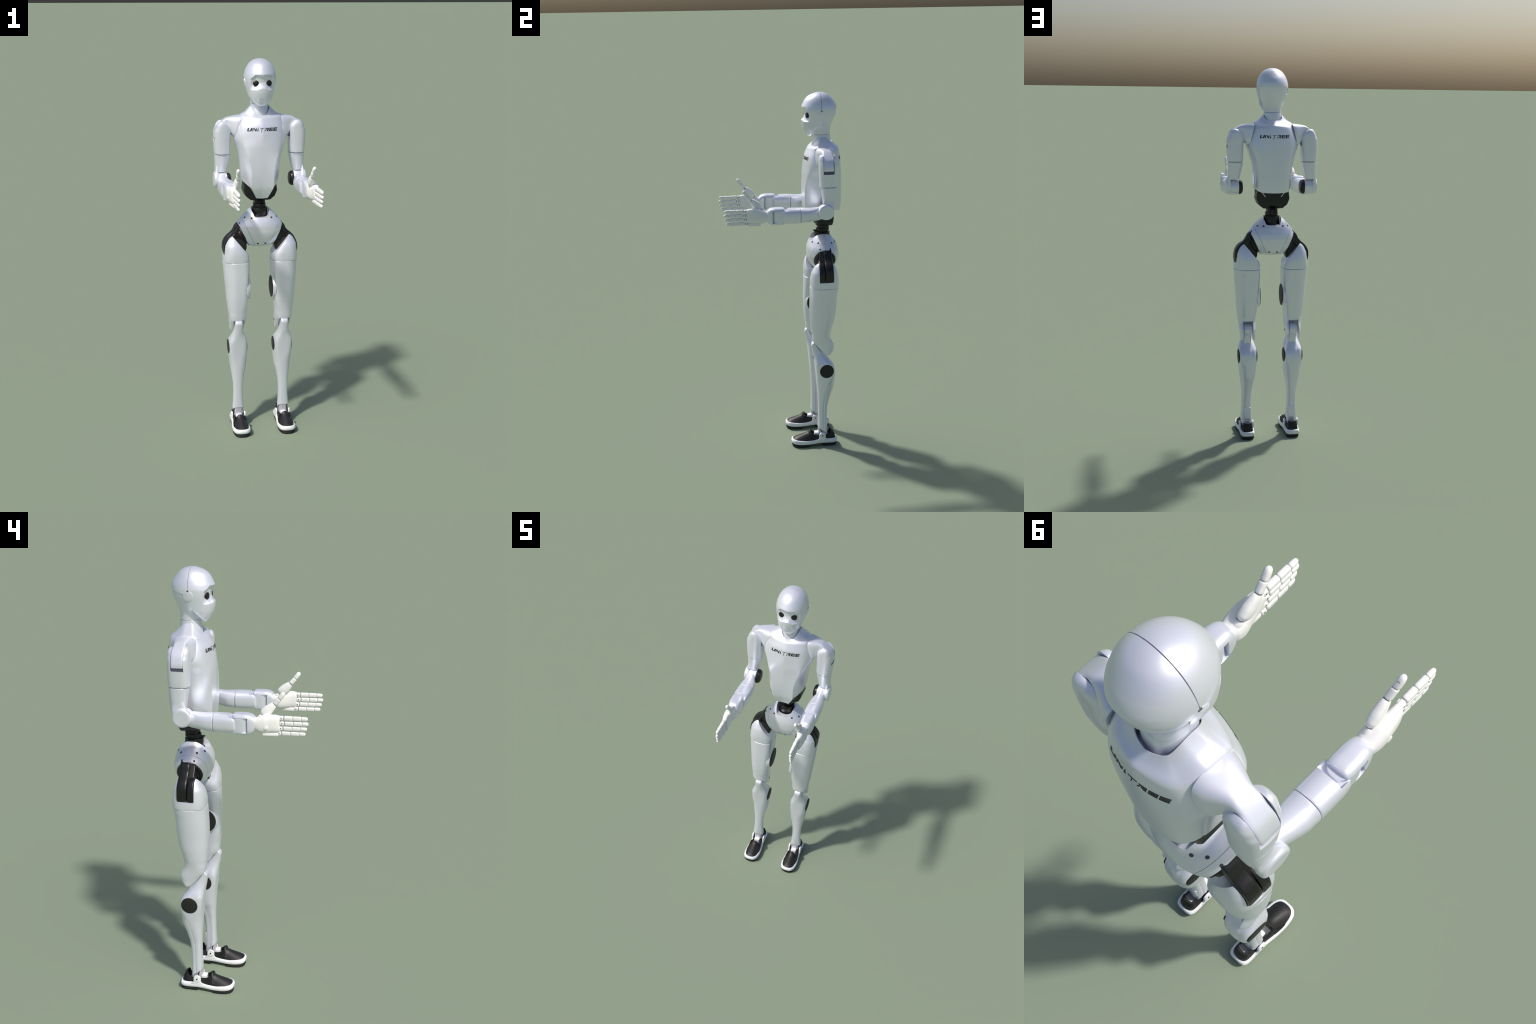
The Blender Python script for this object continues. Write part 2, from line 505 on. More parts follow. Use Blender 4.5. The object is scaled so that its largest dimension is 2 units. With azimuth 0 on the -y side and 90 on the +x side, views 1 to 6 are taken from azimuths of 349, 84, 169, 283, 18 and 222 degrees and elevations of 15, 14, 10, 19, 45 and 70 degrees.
# lettering front and back: slanted stencil strokes laid on the shell
def strokes():
    """letter strokes as (x0, z0, x1, z1, width) in a unit-height italic hand"""
    return [
        ("U", -.0770, .0225, [[(.0, 0), (.25, 0), (.25, 1), (.0, 1)], [(.25, 0), (.80, 0), (.80, .20), (.25, .20)], [(.62, .2), (1, .2), (1, 1), (.72, 1)]]),
        ("N", -.0520, .0205, [[(0, 0), (.20, 0), (.20, .95), (0, .95)], [(.20, .95), (.48, .95), (1, .12), (.72, 0)], [(.82, .25), (1, .12), (1, 1), (.86, 1)]]),
        ("I", -.0285, .0075, [[(0, 0), (.75, 0), (.75, .68), (.25, .68)], [(.45, .80), (.75, .80), (.75, 1.25), (.62, 1.25)]]),
        ("T", -.0165, .0235, [[(0, .90), (1, .90), (1, 1.0), (0, 1.0)], [(.42, -.35), (.50, -.35), (.56, .90), (.42, .90)]]),
        ("R", .0085, .0225, [[(0, 0), (.20, 0), (.32, .55), (.22, .55)], [(.22, .78), (.95, .78), (.95, 1), (.10, 1)], [(.72, .45), (.95, .45), (.95, .78), (.72, .78)],
                             [(.40, .36), (.95, .36), (.95, .54), (.40, .54)], [(.50, .36), (.78, .36), (1.0, 0), (.70, 0)]]),
        ("E", .0335, .0205, [[(0, 0), (.30, 0), (.30, 1), (0, 1)], [(.3, 0), (.95, 0), (1, .22), (.3, .22)], [(.3, .40), (.93, .40), (.97, .60), (.3, .60)], [(.3, .78), (.95, .78), (1, 1), (.3, 1)]]),
        ("E", .0560, .0205, [[(0, 0), (.30, 0), (.30, 1), (0, 1)], [(.3, 0), (.95, 0), (1, .22), (.3, .22)], [(.3, .40), (.93, .40), (.97, .60), (.3, .60)], [(.3, .78), (.95, .78), (1, 1), (.3, 1)]]),
    ]

def lettering(z0, h, back):
    bm = bmesh.new()
    bm.from_mesh(torso_me)
    bmesh.ops.triangulate(bm, faces=bm.faces)
    tree = BVHTree.FromBMesh(bm)
    bm.free()
    sgn = 1 if back else -1
    objs = []
    for ch, x0, w, polys in strokes():
        V, F = [], []
        for q in polys:
            N = 6
            base = len(V)
            for layer in (0.0009, -0.002):
                for i in range(N + 1):
                    for j in range(N + 1):
                        a, b = i / N, j / N
                        p = [(q[0][c] * (1 - a) + q[1][c] * a) * (1 - b) + (q[3][c] * (1 - a) + q[2][c] * a) * b for c in (0, 1)]
                        x = x0 + w * (p[0] + .16 * (p[1] - .5))
                        z = z0 + h * p[1]
                        x = -x if back else x
                        hit = tree.ray_cast(Vector((x, sgn * 1.0, z)), Vector((0, -sgn, 0)))
                        V.append((x, hit[0].y + sgn * layer, z))
            M = (N + 1) * (N + 1)
            g = lambda l, i, j: base + l * M + i * (N + 1) + j
            for i in range(N):
                for j in range(N):
                    F.append((g(0, i, j), g(0, i + 1, j), g(0, i + 1, j + 1), g(0, i, j + 1)))
                    F.append((g(1, i, j), g(1, i, j + 1), g(1, i + 1, j + 1), g(1, i + 1, j)))
            for i in range(N):
                for (a, b) in (((i, 0), (i + 1, 0)), ((i + 1, N), (i, N)), ((0, i + 1), (0, i)), ((N, i), (N, i + 1))):
                    F.append((g(0, *a), g(0, *b), g(1, *b), g(1, *a)))
        link("letter", mesh_from(V, F, 0), INK, torso, 40)

lettering(1.6400, .0160, False)
lettering(1.6415, .0165, True)

# ------------------------------------------------------------------ waist
def waist_pack():
    ol = [(-.070, 1.385), (-.084, 1.36), (-.0890, 1.322), (-.077, 1.292), (-.052, 1.2715), (-.028, 1.2700), (-.015, 1.282),
          (.015, 1.282), (.028, 1.2700), (.052, 1.2715), (.077, 1.292), (.0890, 1.322), (.084, 1.36), (.070, 1.385)]
    return prism(ol, "y", .185, .2795, .008)
waist = link("waist", waist_pack(), BLACK, angle=30)
fr = loft([(1.276, -.045, .045, .190, .24, 2.4), (1.295, -.064, .064, .178, .25, 2.6), (1.32, -.080, .080, .168, .26, 2.8), (1.37, -.09, .09, .165, .27, 2.8)], r0=.004)
link("waist_front_cover", fr, BLACK, waist)
link("waist_column", join(box(-.027, -.012, .205, .262, 1.238, 1.290, .003), box(.012, .027, .205, .262, 1.238, 1.290, .003),
                          cylinder((0, .232, 1.262), (1, 0, 0), .017, .046, .002), box(-.011, .011, .208, .262, 1.235, 1.265, .003)), BLACK, waist)
link("waist_ring", join(cylinder((0, .2275, 1.2385), (0, 0, 1), .0335, .022, .002), box(-.012, .012, .178, .20, 1.232, 1.2385, .002)), BLACK, waist)
link("waist_collar", cylinder((0, .2275, 1.204), (0, 0, 1), .0425, .050, .002), BLACK, waist)
strut = limb((.068, .2835, 1.366), (.041, .2825, 1.333), (0, 1, 0), .004, .004, 2.0)
pair("waist_strut", strut, WHITE, (waist, waist))

# ------------------------------------------------------------------ pelvis
def pelvis_solid():
    st = [(1.0175, -.030, .030, .205, .250, 2.0), (1.022, -.058, .058, .186, .270, 2.0), (1.034, -.086, .086, .168, .290, 2.05), (1.055, -.110, .110, .1545, .3045, 2.1),
          (1.080, -.1245, .1245, .1440, .3145, 2.1), (1.107, -.130, .130, .1385, .3180, 2.1), (1.133, -.1255, .1255, .1390, .3150, 2.1),
          (1.149, -.1185, .1185, .1415, .3105, 2.1), (1.168, -.1045, .1045, .1475, .3050, 2.1), (1.184, -.0915, .0915, .1540, .2965, 2.1),
          (1.205, -.0700, .0700, .1640, .2860, 2.2), (1.222, -.0525, .0525, .1790, .2740, 2.3)]
    return loft(st, per=5, k=72)

RIM_N = Vector((.907, 0, -.421)).normalized()
RIM_C = Vector((.0905, .226, 1.0855))
def pelvis_parts():
    solid = pelvis_solid()
    band_in = RIM_C - RIM_N * .029
    cut = solid
    for sx in (1, -1):
        n = Vector((RIM_N.x * sx, 0, RIM_N.z))
        c = Vector((band_in.x * sx, band_in.y, band_in.z))
        cut = plane_cut(cut, c, n)
    # scooped opening for the waist collar, lower in front and behind
    ol = smooth_outline([(-.031, 1.1845), (0, 1.1835), (.031, 1.1845), (.040, 1.196), (.0495, 1.240), (0, 1.26), (-.0495, 1.240), (-.040, 1.196)], 6)
    cut = boolean(cut, prism(ol, "y", .10, .36))
    cut = boolean(cut, cylinder((0, .2275, 1.20), (0, 0, 1), .0485, .07, .001))
    # hip ring
    ring = plane_cut(solid, RIM_C, RIM_N)
    ring = plane_cut(ring, band_in + RIM_N * .0012, -RIM_N)
    ring = boolean(ring, cylinder(RIM_C, RIM_N, .0605, .012, .0005))
    return cut, ring
pel_me, ring_me = pelvis_parts()
bolt_holes = [(.0515, .168, 1.1815), (.0817, .1958, 1.1788)]
pelvis = link("pelvis", pel_me, WHITE, angle=30)
rings = pair("hip_ring", ring_me, WHITE, (pelvis, pelvis), angle=30)

def surface_studs(me, spots, r, depth=.0012):
    bm = bmesh.new()
    bm.from_mesh(me)
    bmesh.ops.triangulate(bm, faces=bm.faces)
    tree = BVHTree.FromBMesh(bm)
    bm.free()
    out = []
    for s in spots:
        co, no, _, _ = tree.find_nearest(Vector(s))
        out.append(cylinder(co + no * .0002, no, r, depth, .0003, 16))
    return out
for c in surface_studs(pel_me, [(.0515, .166, 1.1805), (.0817, .194, 1.1785), (.020, .165, 1.045), (.0515, .288, 1.1785), (.0817, .268, 1.1785), (.020, .288, 1.045)], .0055):
    pair("bolt", c, DARKGAP, (pelvis, pelvis))
for c in surface_studs(ring_me, [(.1075, .200, 1.1485), (.1075, .254, 1.1485), (.066, .19, 1.029), (.066, .262, 1.029)], .0048):
    pair("bolt", c, DARKGAP, (pelvis, pelvis))

# ------------------------------------------------------------------ hips
def strap(path, thick, y0, y1, n=5.0):
    """strip following a path of outer points (x, z) with inward thickness"""
    rings = []
    ts = [0.0]
    for i in range(1, len(path)):
        ts.append(ts[-1] + math.dist(path[i], path[i - 1]))
    pts = interp_points(path, ts, 5)
    for i, p in enumerate(pts):
        a, b = pts[max(0, i - 1)], pts[min(len(pts) - 1, i + 1)]
        t = Vector((b[0] - a[0], b[1] - a[1])).normalized()
        nrm = Vector((t.y, -t.x))
        if nrm.x + .3 * nrm.y > 0:
            nrm = -nrm
        th = thick(i / (len(pts) - 1)) if callable(thick) else thick
        c = Vector(p) + nrm * th / 2
        ring = []
        for k in range(28):
            a2 = 2 * math.pi * k / 28
            co, si = math.cos(a2), math.sin(a2)
            u = th / 2 * math.copysign(abs(co) ** (2 / n), co)
            v = (y1 - y0) / 2 * math.copysign(abs(si) ** (2 / n), si)
            q = c - nrm * u
            ring.append((q.x, (y0 + y1) / 2 + v, q.y))
        rings.append(ring)
    return skin(rings)
socket = cylinder(RIM_C + RIM_N * .002, RIM_N, .0595, .012, .002)
hip_a = pair("hip_joint", socket, BLACK)
core = cylinder(RIM_C + RIM_N * .012, RIM_N, .046, .020, .006)
pair("hip_hub", core, BLACK, hip_a)
motor = cylinder((.1235, .2130, 1.0245), (0, 1, 0), .0480, .060, .003)
pair("hip_block", prism([(.112, 1.140), (.124, 1.130), (.146, 1.094), (.172, 1.068), (.165, 1.045), (.100, 1.000), (.082, 1.030), (.095, 1.080)], "y", .190, .250, .004), BLACK, hip_a)
pair("hip_motor", motor, BLACK, hip_a)
pair("hip_motor_cap", cylinder((.1250, .2130, 1.0260), (0, 1, 0), .0410, .0640, .001), DISC, hip_a)
st1 = strap([(.113, 1.149), (.1210, 1.1425), (.1330, 1.130), (.1430, 1.109), (.1570, 1.0930), (.1745, 1.0785), (.1890, 1.0610), (.1992, 1.036), (.2005, 1.015), (.1985, 1.000), (.1945, .984)],
            lambda t: .022 + .016 * math.sin(math.pi * min(1, t * 1.3)) ** 2, .2145, .2605)
pair("hip_strap", st1, BLACK, hip_a)
st2 = strap([(.140, 1.094), (.155, 1.086), (.172, 1.076), (.1880, 1.056), (.1975, 1.030), (.2000, 1.005), (.1970, .985)], .020, .1835, .2125)
pair("hip_strap", st2, BLACK, hip_a)

# ------------------------------------------------------------------ thigh
def thigh_cap():
    me = loft([(.9455, .0605, .1985, .138, .2910, 2.6), (.962, .0592, .1990, .1365, .2920, 2.6), (.985, .062, .1985, .136, .2920, 2.5), (1.005, .068, .1970, .1380, .290, 2.45),
               (1.030, .078, .1950, .1435, .284, 2.4), (1.050, .090, .1885, .1525, .2775, 2.3), (1.066, .100, .1800, .1610, .270, 2.4),
               (1.078, .114, .170, .171, .261, 2.4), (1.086, .128, .158, .184, .247, 2.2)], k=72, ni=lambda z: interp([.94, 1.0, 1.09], [3.6, 2.8, 2.3], z))
    n = Vector((-.77, 0, .64)).normalized()
    me = plane_cut(me, Vector((.1455, .21, 1.0765)), n)
    # hollow for the motor and slot for the strap
    me = boolean(me, box(.18, .24, .178, .2585, .9815, 1.12, .004))
    me = boolean(me, prism([(.135, 1.12), (.135, 1.07), (.160, 1.055), (.176, 1.035), (.181, .9815), (.24, .9815), (.24, 1.12)], "y", .1785, .258))
    return me
thigh_me = loft([(.5495, .0850, .1620, .222, .2450, 2.6), (.5530, .0840, .1630, .214, .2510, 2.6), (.567, .0825, .1640, .197, .2625, 2.6), (.580, .0815, .1650, .183, .2690, 2.6), (.591, .0805, .1662, .1745, .2715, 2.7),
                 (.605, .0790, .1675, .163, .2705, 2.8), (.620, .0778, .1685, .1510, .2650, 2.8), (.634, .0770, .1700, .1475, .2560, 2.7), (.650, .0765, .1720, .1455, .2485, 2.6), (.670, .0758, .1755, .1430, .2480, 2.15), (.690, .0750, .1785, .1405, .2520, 2.15),
                 (.717, .0735, .1815, .1380, .2595, 2.15), (.744, .0715, .1845, .1355, .2680, 2.15), (.790, .0675, .1875, .1340, .2765, 2.15), (.823, .0645, .1905, .1335, .2805, 2.15),
                 (.870, .0615, .1945, .1345, .2830, 2.15), (.900, .0600, .1965, .1355, .2845, 2.15), (.922, .0592, .1980, .1360, .2905, 2.15), (.9440, .0588, .1995, .1365, .2920, 2.15)],
                k=72, per=4, r1=.0025, ni=lambda z: interp([.54, .66, .73, .86, .95], [2.6, 2.6, 4.4, 4.4, 3.6], z))
thigh_me = boolean(thigh_me, prism([(.10, .50), (.10, .622), (.195, .622), (.205, .656), (.32, .656), (.32, .50)], "x", .0965, .1510))
SHIFT_T, SHIFT_S = Matrix.Translation((.0012, .0040, 0)), Matrix.Translation((0, .0025, 0))
def moved(me, m):
    me.transform(m)
    return me
thighs = pair("thigh", moved(thigh_me, SHIFT_T), WHITE)
pair("thigh_cap", moved(thigh_cap(), SHIFT_T), WHITE, thighs)
pair("thigh_disc", cylinder((.0642, .2105, .792), (1, 0, 0), .0590, .0090, .001, 64), DISC, thighs)
pair("thigh_disc_mount", cylinder((.0700, .2085, .792), (1, 0, 0), .0610, .0180, .002, 64, r2=.066), WHITE, thighs)
pair("knee_pin", cylinder((.1655, .2255, .598), (1, 0, 0), .0050, .004, .0005, 20), DARKGAP, thighs)
pair("knee_pin", cylinder((.0805, .2255, .598), (1, 0, 0), .0050, .004, .0005, 20), DARKGAP, thighs)

# ------------------------------------------------------------------ shin
calf = loft([(.064, .0985, .1550, .190, .2330, 3.0), (.100, .0985, .1550, .190, .2305, 2.8), (.144, .1005, .1520, .190, .2300, 2.4), (.195, .1020, .1500, .190, .2310, 2.3), (.246, .0995, .1505, .19, .2365, 2.2), (.280, .0950, .1545, .19, .2450, 2.2),
             (.306, .0905, .1580, .19, .2530, 2.2), (.350, .0800, .1650, .185, .2685, 2.2), (.396, .0755, .1690, .18, .2745, 2.3), (.430, .0770, .1710, .18, .2770, 2.4), (.462, .0775, .1718, .18, .2745, 2.4),
             (.490, .0785, .1705, .178, .2660, 2.3), (.510, .0820, .1665, .175, .2500, 2.2), (.528, .0890, .1590, .172, .2350, 2.2), (.540, .0960, .1530, .170, .2230, 2.2)], per=5, k=64)
calf = plane_cut(calf, Vector((.125, .177, .1120)), Vector((0, -.6, -.8)))
shell = loft([(.070, .0965, .1570, .1765, .2150, 2.5), (.1080, .0955, .1575, .1765, .2140, 2.5), (.120, .0970, .1565, .1770, .2150, 2.5), (.145, .0990, .1545, .1780, .2160, 2.5), (.190, .1010, .1525, .1788, .2170, 2.5), (.246, .0985, .1530, .1785, .2200, 2.4), (.275, .0945, .1560, .1775, .2260, 2.4),
              (.306, .0890, .1600, .1757, .2380, 2.3), (.350, .0785, .1665, .1728, .2560, 2.3), (.396, .0750, .1710, .1697, .2690, 3.0), (.430, .0752, .1730, .1675, .2745, 4.4), (.462, .0755, .1738, .1645, .2725, 5.0),
              (.490, .0758, .1738, .1612, .2630, 4.4), (.510, .0795, .1695, .1582, .2480, 3.2), (.528, .0860, .1630, .1552, .2320, 2.6), (.546, .0925, .1565, .1510, .2170, 2.2), (.566, .0985, .1505, .1470, .2050, 2.3),
              (.585, .1020, .1470, .1440, .1900, 2.6), (.604, .1040, .1450, .1413, .1760, 3.2), (.612, .1045, .1445, .1440, .1720, 3.4), (.6215, .1060, .1430, .1525, .1680, 3.4)], per=5, k=64, r1=.002)
shell = plane_cut(shell, Vector((.125, .177, .1110)), Vector((0, -.6, -.8)))
shins = pair("shin", moved(shell, SHIFT_S), WHITE)
pair("calf", moved(calf, SHIFT_S), WHITE, shins)
pair("knee_drum", join(cylinder((.1235, .2220, .6030), (1, 0, 0), .0310, .0400, .002), box(.1040, .1430, .195, .2340, .520, .60, .006)), WHITE, shins)
pair("shin_disc", cylinder((.1697, .2255, .4575), (1, .0, -.018), .0395, .0100, .0008, 64), DISC, shins)
pair("shin_disc", cylinder((.0796, .2255, .4575), (1, -.0, .010), .0395, .0100, .0008, 64), DISC, shins)
pair("calf_panel", loft([(.092, .1060, .1400, .2200, .2335, 6), (.165, .1060, .1400, .2200, .2335, 6)], r0=.002, r1=.002), WHITE, shins)
link_me = loft([(.052, .1020, .1480, .182, .236, 4), (.075, .1020, .1480, .1815, .235, 4), (.10, .1030, .1470, .1815, .232, 4), (.135, .1060, .1440, .188, .227, 4)], r0=.003)
pair("ankle_link", link_me, GREY, shins)
# ------------------------------------------------------------------ feet
FOOT_Y = [.0280, .0310, .0370, .0480, .0620, .0900, .1200, .1500, .1850, .2200, .2500, .2700, .2800, .2860, .2900]
FOOT_W = [.0150, .0245, .0330, .0410, .0455, .0485, .0475, .0445, .0405, .0395, .0395, .0380, .0345, .0290, .0160]
def foot_outline(inset=0.0, y0=-1, y1=9, z=0.0):
    """right half sampled toe to heel, then mirrored about x = .125"""
    ys = spread(FOOT_Y, 4)
    ws = pchip(FOOT_Y, FOOT_W, ys)
    c = .159
    right = [(.125 + max(.002, w - inset), c + (y - c) * (1 - inset / .131)) for y, w in zip(ys, ws)]
    return right + [(.250 - x, y) for x, y in reversed(right)]
def foot_rings(levels):
    """levels: (inset, z(y))"""
    return [[(x, y, zf(y)) for x, y in foot_outline(i)] for i, zf in levels]
def ztop(y):
    return interp([.028, .054, .090, .125, .150, .178, .226, .257, .290], [.0440, .0410, .0375, .0360, .0365, .0400, .0420, .0410, .0420], min(.290, max(.028, y)))
def zbot(y):
    return interp([.028, .045, .090, .123, .166, .200, .257, .290], [.0185, .0165, .0138, .0135, .0150, .0160, .0145, .0160], min(.290, max(.028, y)))
mid = lambda f: (lambda y: zbot(y) + (ztop(y) - zbot(y)) * f)
rim = skin(foot_rings([(.008, lambda y: zbot(y)), (.003, mid(.06)), (.0008, mid(.22)), (0, mid(.45)), (.0008, mid(.72)), (.0035, mid(.92)), (.0075, mid(1.0)), (.011, mid(.93))]))
feet = pair("shoe", rim, RIMW)
def pad(y0, y1, inset):
    me = skin(foot_rings([(inset + .003, lambda y: 0.0), (inset, lambda y: .003), (inset + .002, lambda y: zbot(y) + .0008)]))
    me = plane_cut(me, Vector((0, y0, 0)), Vector((0, -1, 0)))
    return plane_cut(me, Vector((0, y1, 0)), Vector((0, 1, 0)))
pair("sole_pad", pad(-.1, .124, .0035), RUBBER, feet)
pair("sole_pad", pad(.204, .5, .0035), RUBBER, feet)

def instep():
    """arched fabric over the toes, rising in a concave sweep to the tongue edge"""
    ys = [.0350, .0434, .0660, .0905, .1120, .1240, .1340, .1385]
    zc = [.0400, .0475, .0570, .0650, .0725, .0795, .0900, .0850]
    hw = [.0260, .0340, .0405, .0420, .0405, .0390, .0375, .0365]
    q = spread(ys, 4)
    rings = []
    for y, z, w in zip(q, pchip(ys, zc, q), pchip(ys, hw, q)):
        zb = ztop(y) - .006
        ring = [(.125 + w * t, y, z - (z - zb) * abs(t) ** 2.2) for t in [-1 + i / 10 for i in range(21)]]
        rings.append(ring + [(.125 + w * .9, y, zb - .004), (.125 - w * .9, y, zb - .004)])
    return skin(rings)
def collar():
    """thin fabric wall around the ankle and heel, open at the front"""
    base = [p for p in foot_outline(.0085) if p[1] > .128]
    top = lambda y: interp([.128, .140, .149, .167, .190, .2246, .246, .262, .285], [.0700, .0800, .0715, .0635, .0610, .0620, .0690, .0845, .0835], min(.285, max(.128, y)))
    rings = []
    for x, y in base:
        side = 1 if x > .125 else -1
        ring = []
        for f, ins in [(0, 0), (.25, .0012), (.5, .003), (.75, .0055), (1, .0085), (1.0, .0125), (.6, .0095), (0, .006)]:
            z = ztop(y) - .005 + (top(y) - ztop(y) + .005) * f
            back = smooth01(.24, .285, y)
            xx = x - side * ins * (1 - .6 * back)
            ring.append((xx, y - back * (ins * 1.9), z))
        rings.append(ring)
    return skin(rings, True, True)
pair("shoe_upper", instep(), TONGUE, feet)
pair("shoe_collar", collar(), FABRIC, feet)
def side_wall():
    """dark lower flank under the instep arch"""
    rings = []
    for y in [.066 + .072 * i / 12 for i in range(13)]:
        w = interp([.066, .0905, .112, .124, .138], [.0400, .0418, .0408, .0395, .0375], y) + .0006
        h = interp([.066, .09, .11, .125, .138], [.0005, .004, .012, .022, .045], y)
        zb = ztop(y) - .004
        rings.append([(.125 + w, y, zb), (.125 + w, y, zb + h * .35), (.125 + w - h * .18, y, zb + h * .75), (.125 + w - h * .38, y, zb + h),
                      (.125 + w - .010 - h * .3, y, zb + h * .7), (.125 + w - .010, y, zb)])
    return rings
walls = join(skin(side_wall()), skin([[(.25 - p[0], p[1], p[2]) for p in r] for r in side_wall()]))
pair("shoe_flank", walls, FABRIC, feet)
pair("shoe_insole", skin([[(x, y, .030) for x, y in foot_outline(.010)], [(x, y, .034) for x, y in foot_outline(.012)]]), DARKGAP, feet)
pair("ankle_block", box(.1085, .1415, .1605, .1850, .040, .0740, .004), RIMW, feet)
def ankle_ear(x, sgn):
    ol = [(.2020 + .0178 * math.cos(a), .0630 + .0178 * math.sin(a)) for a in [math.radians(d) for d in range(0, 181, 10)]]
    ol += [(.1842, .050), (.1825, .044), (.1770, .0395), (.1720, .0380), (.1720, .034), (.232, .034), (.232, .0400), (.2265, .0420), (.2215, .046), (.2198, .051)]
    return prism(ol, "x", x - .0045, x + .0045, .0018)
pair("ankle_bracket", ankle_ear(.1605, 1), RIMW, feet)
pair("ankle_bracket", ankle_ear(.0895, -1), RIMW, feet)
rod = [limb((x, .1935, .098), (x, .2010, .068), (1, 0, 0), .005, .005, 2.0) for x in (.1035, .1500)]
pair("ankle_rod", join(*rod), BLACK, feet)
pair("ankle_boss", join(*[limb((x, .2025, .047), (x, .2020, .0635), (1, 0, 0), .0035, .030, 2.0, [(0, 1, .45), (.05, 1, .72), (.2, 1, .95), (.4, 1, 1), (.75, 1, .95), (.95, 1, .72), (1, 1, .45)]) for x in (.1650, .0850)]), RIMW, feet)
pair("ankle_pin", cylinder((.125, .2025, .0620), (1, 0, 0), .0038, .0845, .0005, 20), BLACK, feet)

# ------------------------------------------------------------------ shoulder and arm
def yoke():
    st = [((.100, 1.7145), (.126, 1.606), .1725, .2830, 3.6), ((.112, 1.7140), (.137, 1.606), .1745, .2810, 3.6), ((.130, 1.7120), (.146, 1.612), .180, .2740, 3.6), ((.150, 1.7090), (.157, 1.628), .188, .2640, 3.6),
          ((.173, 1.7035), (.172, 1.645), .196, .2545, 4.5), ((.195, 1.6895), (.185, 1.652), .1975, .2515, 7.0), ((.2120, 1.6745), (.193, 1.648), .1980, .2512, 8.0),
          ((.2280, 1.6560), (.205, 1.640), .1980, .2512, 8.0), ((.2365, 1.6340), (.214, 1.625), .1980, .2512, 8.0), ((.2405, 1.6130), (.219, 1.613), .1980, .2512, 8.0), ((.2400, 1.6035), (.221, 1.605), .1985, .2507, 8.0)]
    ts = [0.0]
    flat = [(*a, *b, c, d, e) for a, b, c, d, e in st]
    for i in range(1, len(flat)):
        ts.append(ts[-1] + math.dist(flat[i][:2], flat[i - 1][:2]))
    rings = []
    for xo, zo, xi, zi, y0, y1, n in interp_points(flat, ts, 5):
        ring = []
        for k in range(40):
            a = 2 * math.pi * k / 40
            co, si = math.cos(a), math.sin(a)
            u = .5 + .5 * math.copysign(abs(si) ** (2 / n), si)
            v = .5 + .5 * math.copysign(abs(co) ** (2 / n), co)
            ring.append((xi + (xo - xi) * u, y0 + (y1 - y0) * v, zi + (zo - zi) * u))
        rings.append(ring)
    return skin(rings)
pair("shoulder", yoke(), WHITE)

arm = loft([(1.5170, .1560, .2375, 0.1815, 0.2750, 2.7), (1.545, .1545, .2400, 0.1805, 0.2760, 2.7), (1.575, .1540, .2415, 0.1790, 0.2765, 2.7), (1.605, .1520, .2425, 0.1775, 0.2765, 2.7), (1.632, .1500, .2410, 0.1770, 0.2765, 2.8),
            (1.650, .1530, .2340, 0.1765, 0.2760, 2.9), (1.664, .1600, .2290, 0.1770, 0.2750, 3.0), (1.675, .1700, .2225, 0.1795, 0.2715, 3.0), (1.683, .1800, .2165, 0.1845, 0.2655, 2.8), (1.6870, .192, .208, 0.1915, 0.2565, 2.5)], k=72, r0=.0015)
arm = boolean(arm, box(.10, .30, .1968, .2538, 1.652, 1.75))
arm = boolean(arm, prism([(.10, 1.60), (.166, 1.60), (.180, 1.630), (.20, 1.635), (.212, 1.62), (.2165, 1.587), (.30, 1.587), (.30, 1.70), (.10, 1.70)], "y", .1968, .2538))
arms = pair("upper_arm", arm, WHITE)
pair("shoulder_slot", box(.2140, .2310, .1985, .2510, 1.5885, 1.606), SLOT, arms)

sleeve = loft([(1.4235, .1745, .2315, 0.1975, 0.2615, 2.8), (1.440, .1710, .2345, 0.1955, 0.2645, 2.7), (1.467, .1645, .2355, 0.1925, 0.2690, 2.6), (1.490, .1590, .2362, 0.1900, 0.2715, 2.6), (1.5145, .1560, .2372, 0.1875, 0.2733, 2.6)], k=64, r0=.002, r1=.001)
cover = loft([(.2195, .1705, .2540, 1.3425, 1.427, 2.1), (.2325, .1705, .2540, 1.3420, 1.427, 2.1), (.2390, .1715, .2530, 1.3432, 1.4255, 2.1), (.2428, .1745, .2500, 1.3465, 1.4215, 2.1), (.2445, .1800, .2445, 1.3520, 1.416, 2.1)], axis="x", k=64)
bridge = loft([(1.475, .205, .2330, .206, .2500, 2.2), (1.450, .2150, .2345, .2000, .2550, 2.2), (1.430, .2190, .2358, .1930, .2565, 2.4), (1.405, .2198, .2400, .1810, .2550, 2.8), (1.385, .2200, .2425, .1735, .2540, 2.8)], per=6, k=56)
pair("elbow_housing", fuse([sleeve, cover, bridge], .0016, 10), WHITE, arms)

# forearm
fore = loft([(.192, .1805, .2190, 1.3430, 1.4150, 3.0), (.176, .1770, .2220, 1.3370, 1.4090, 2.7), (.152, .1675, .2290, 1.3335, 1.4060, 2.5), (.130, .1610, .2350, 1.3290, 1.4045, 2.4),
             (.107, .1575, .2388, 1.3258, 1.4050, 2.4), (.0755, .1570, .2398, 1.3240, 1.4075, 2.6)], axis="y", k=64, r1=.0012)
fores = pair("forearm", fore, WHITE)
pair("elbow_drum", cylinder((.1985, .2110, 1.3795), (1, 0, 0), .0400, .0440, .002), WHITE, fores)
cap = loft([(.1545, .1880, .2340, 1.3565, 1.4025, 2.2), (.1570, .1800, .2420, 1.3490, 1.4100, 2.2), (.1625, .1750, .2470, 1.3435, 1.4150, 2.2), (.1765, .1725, .2495, 1.3405, 1.4185, 2.2)], axis="x")
pair("elbow_cap", cap, BLACK, fores)
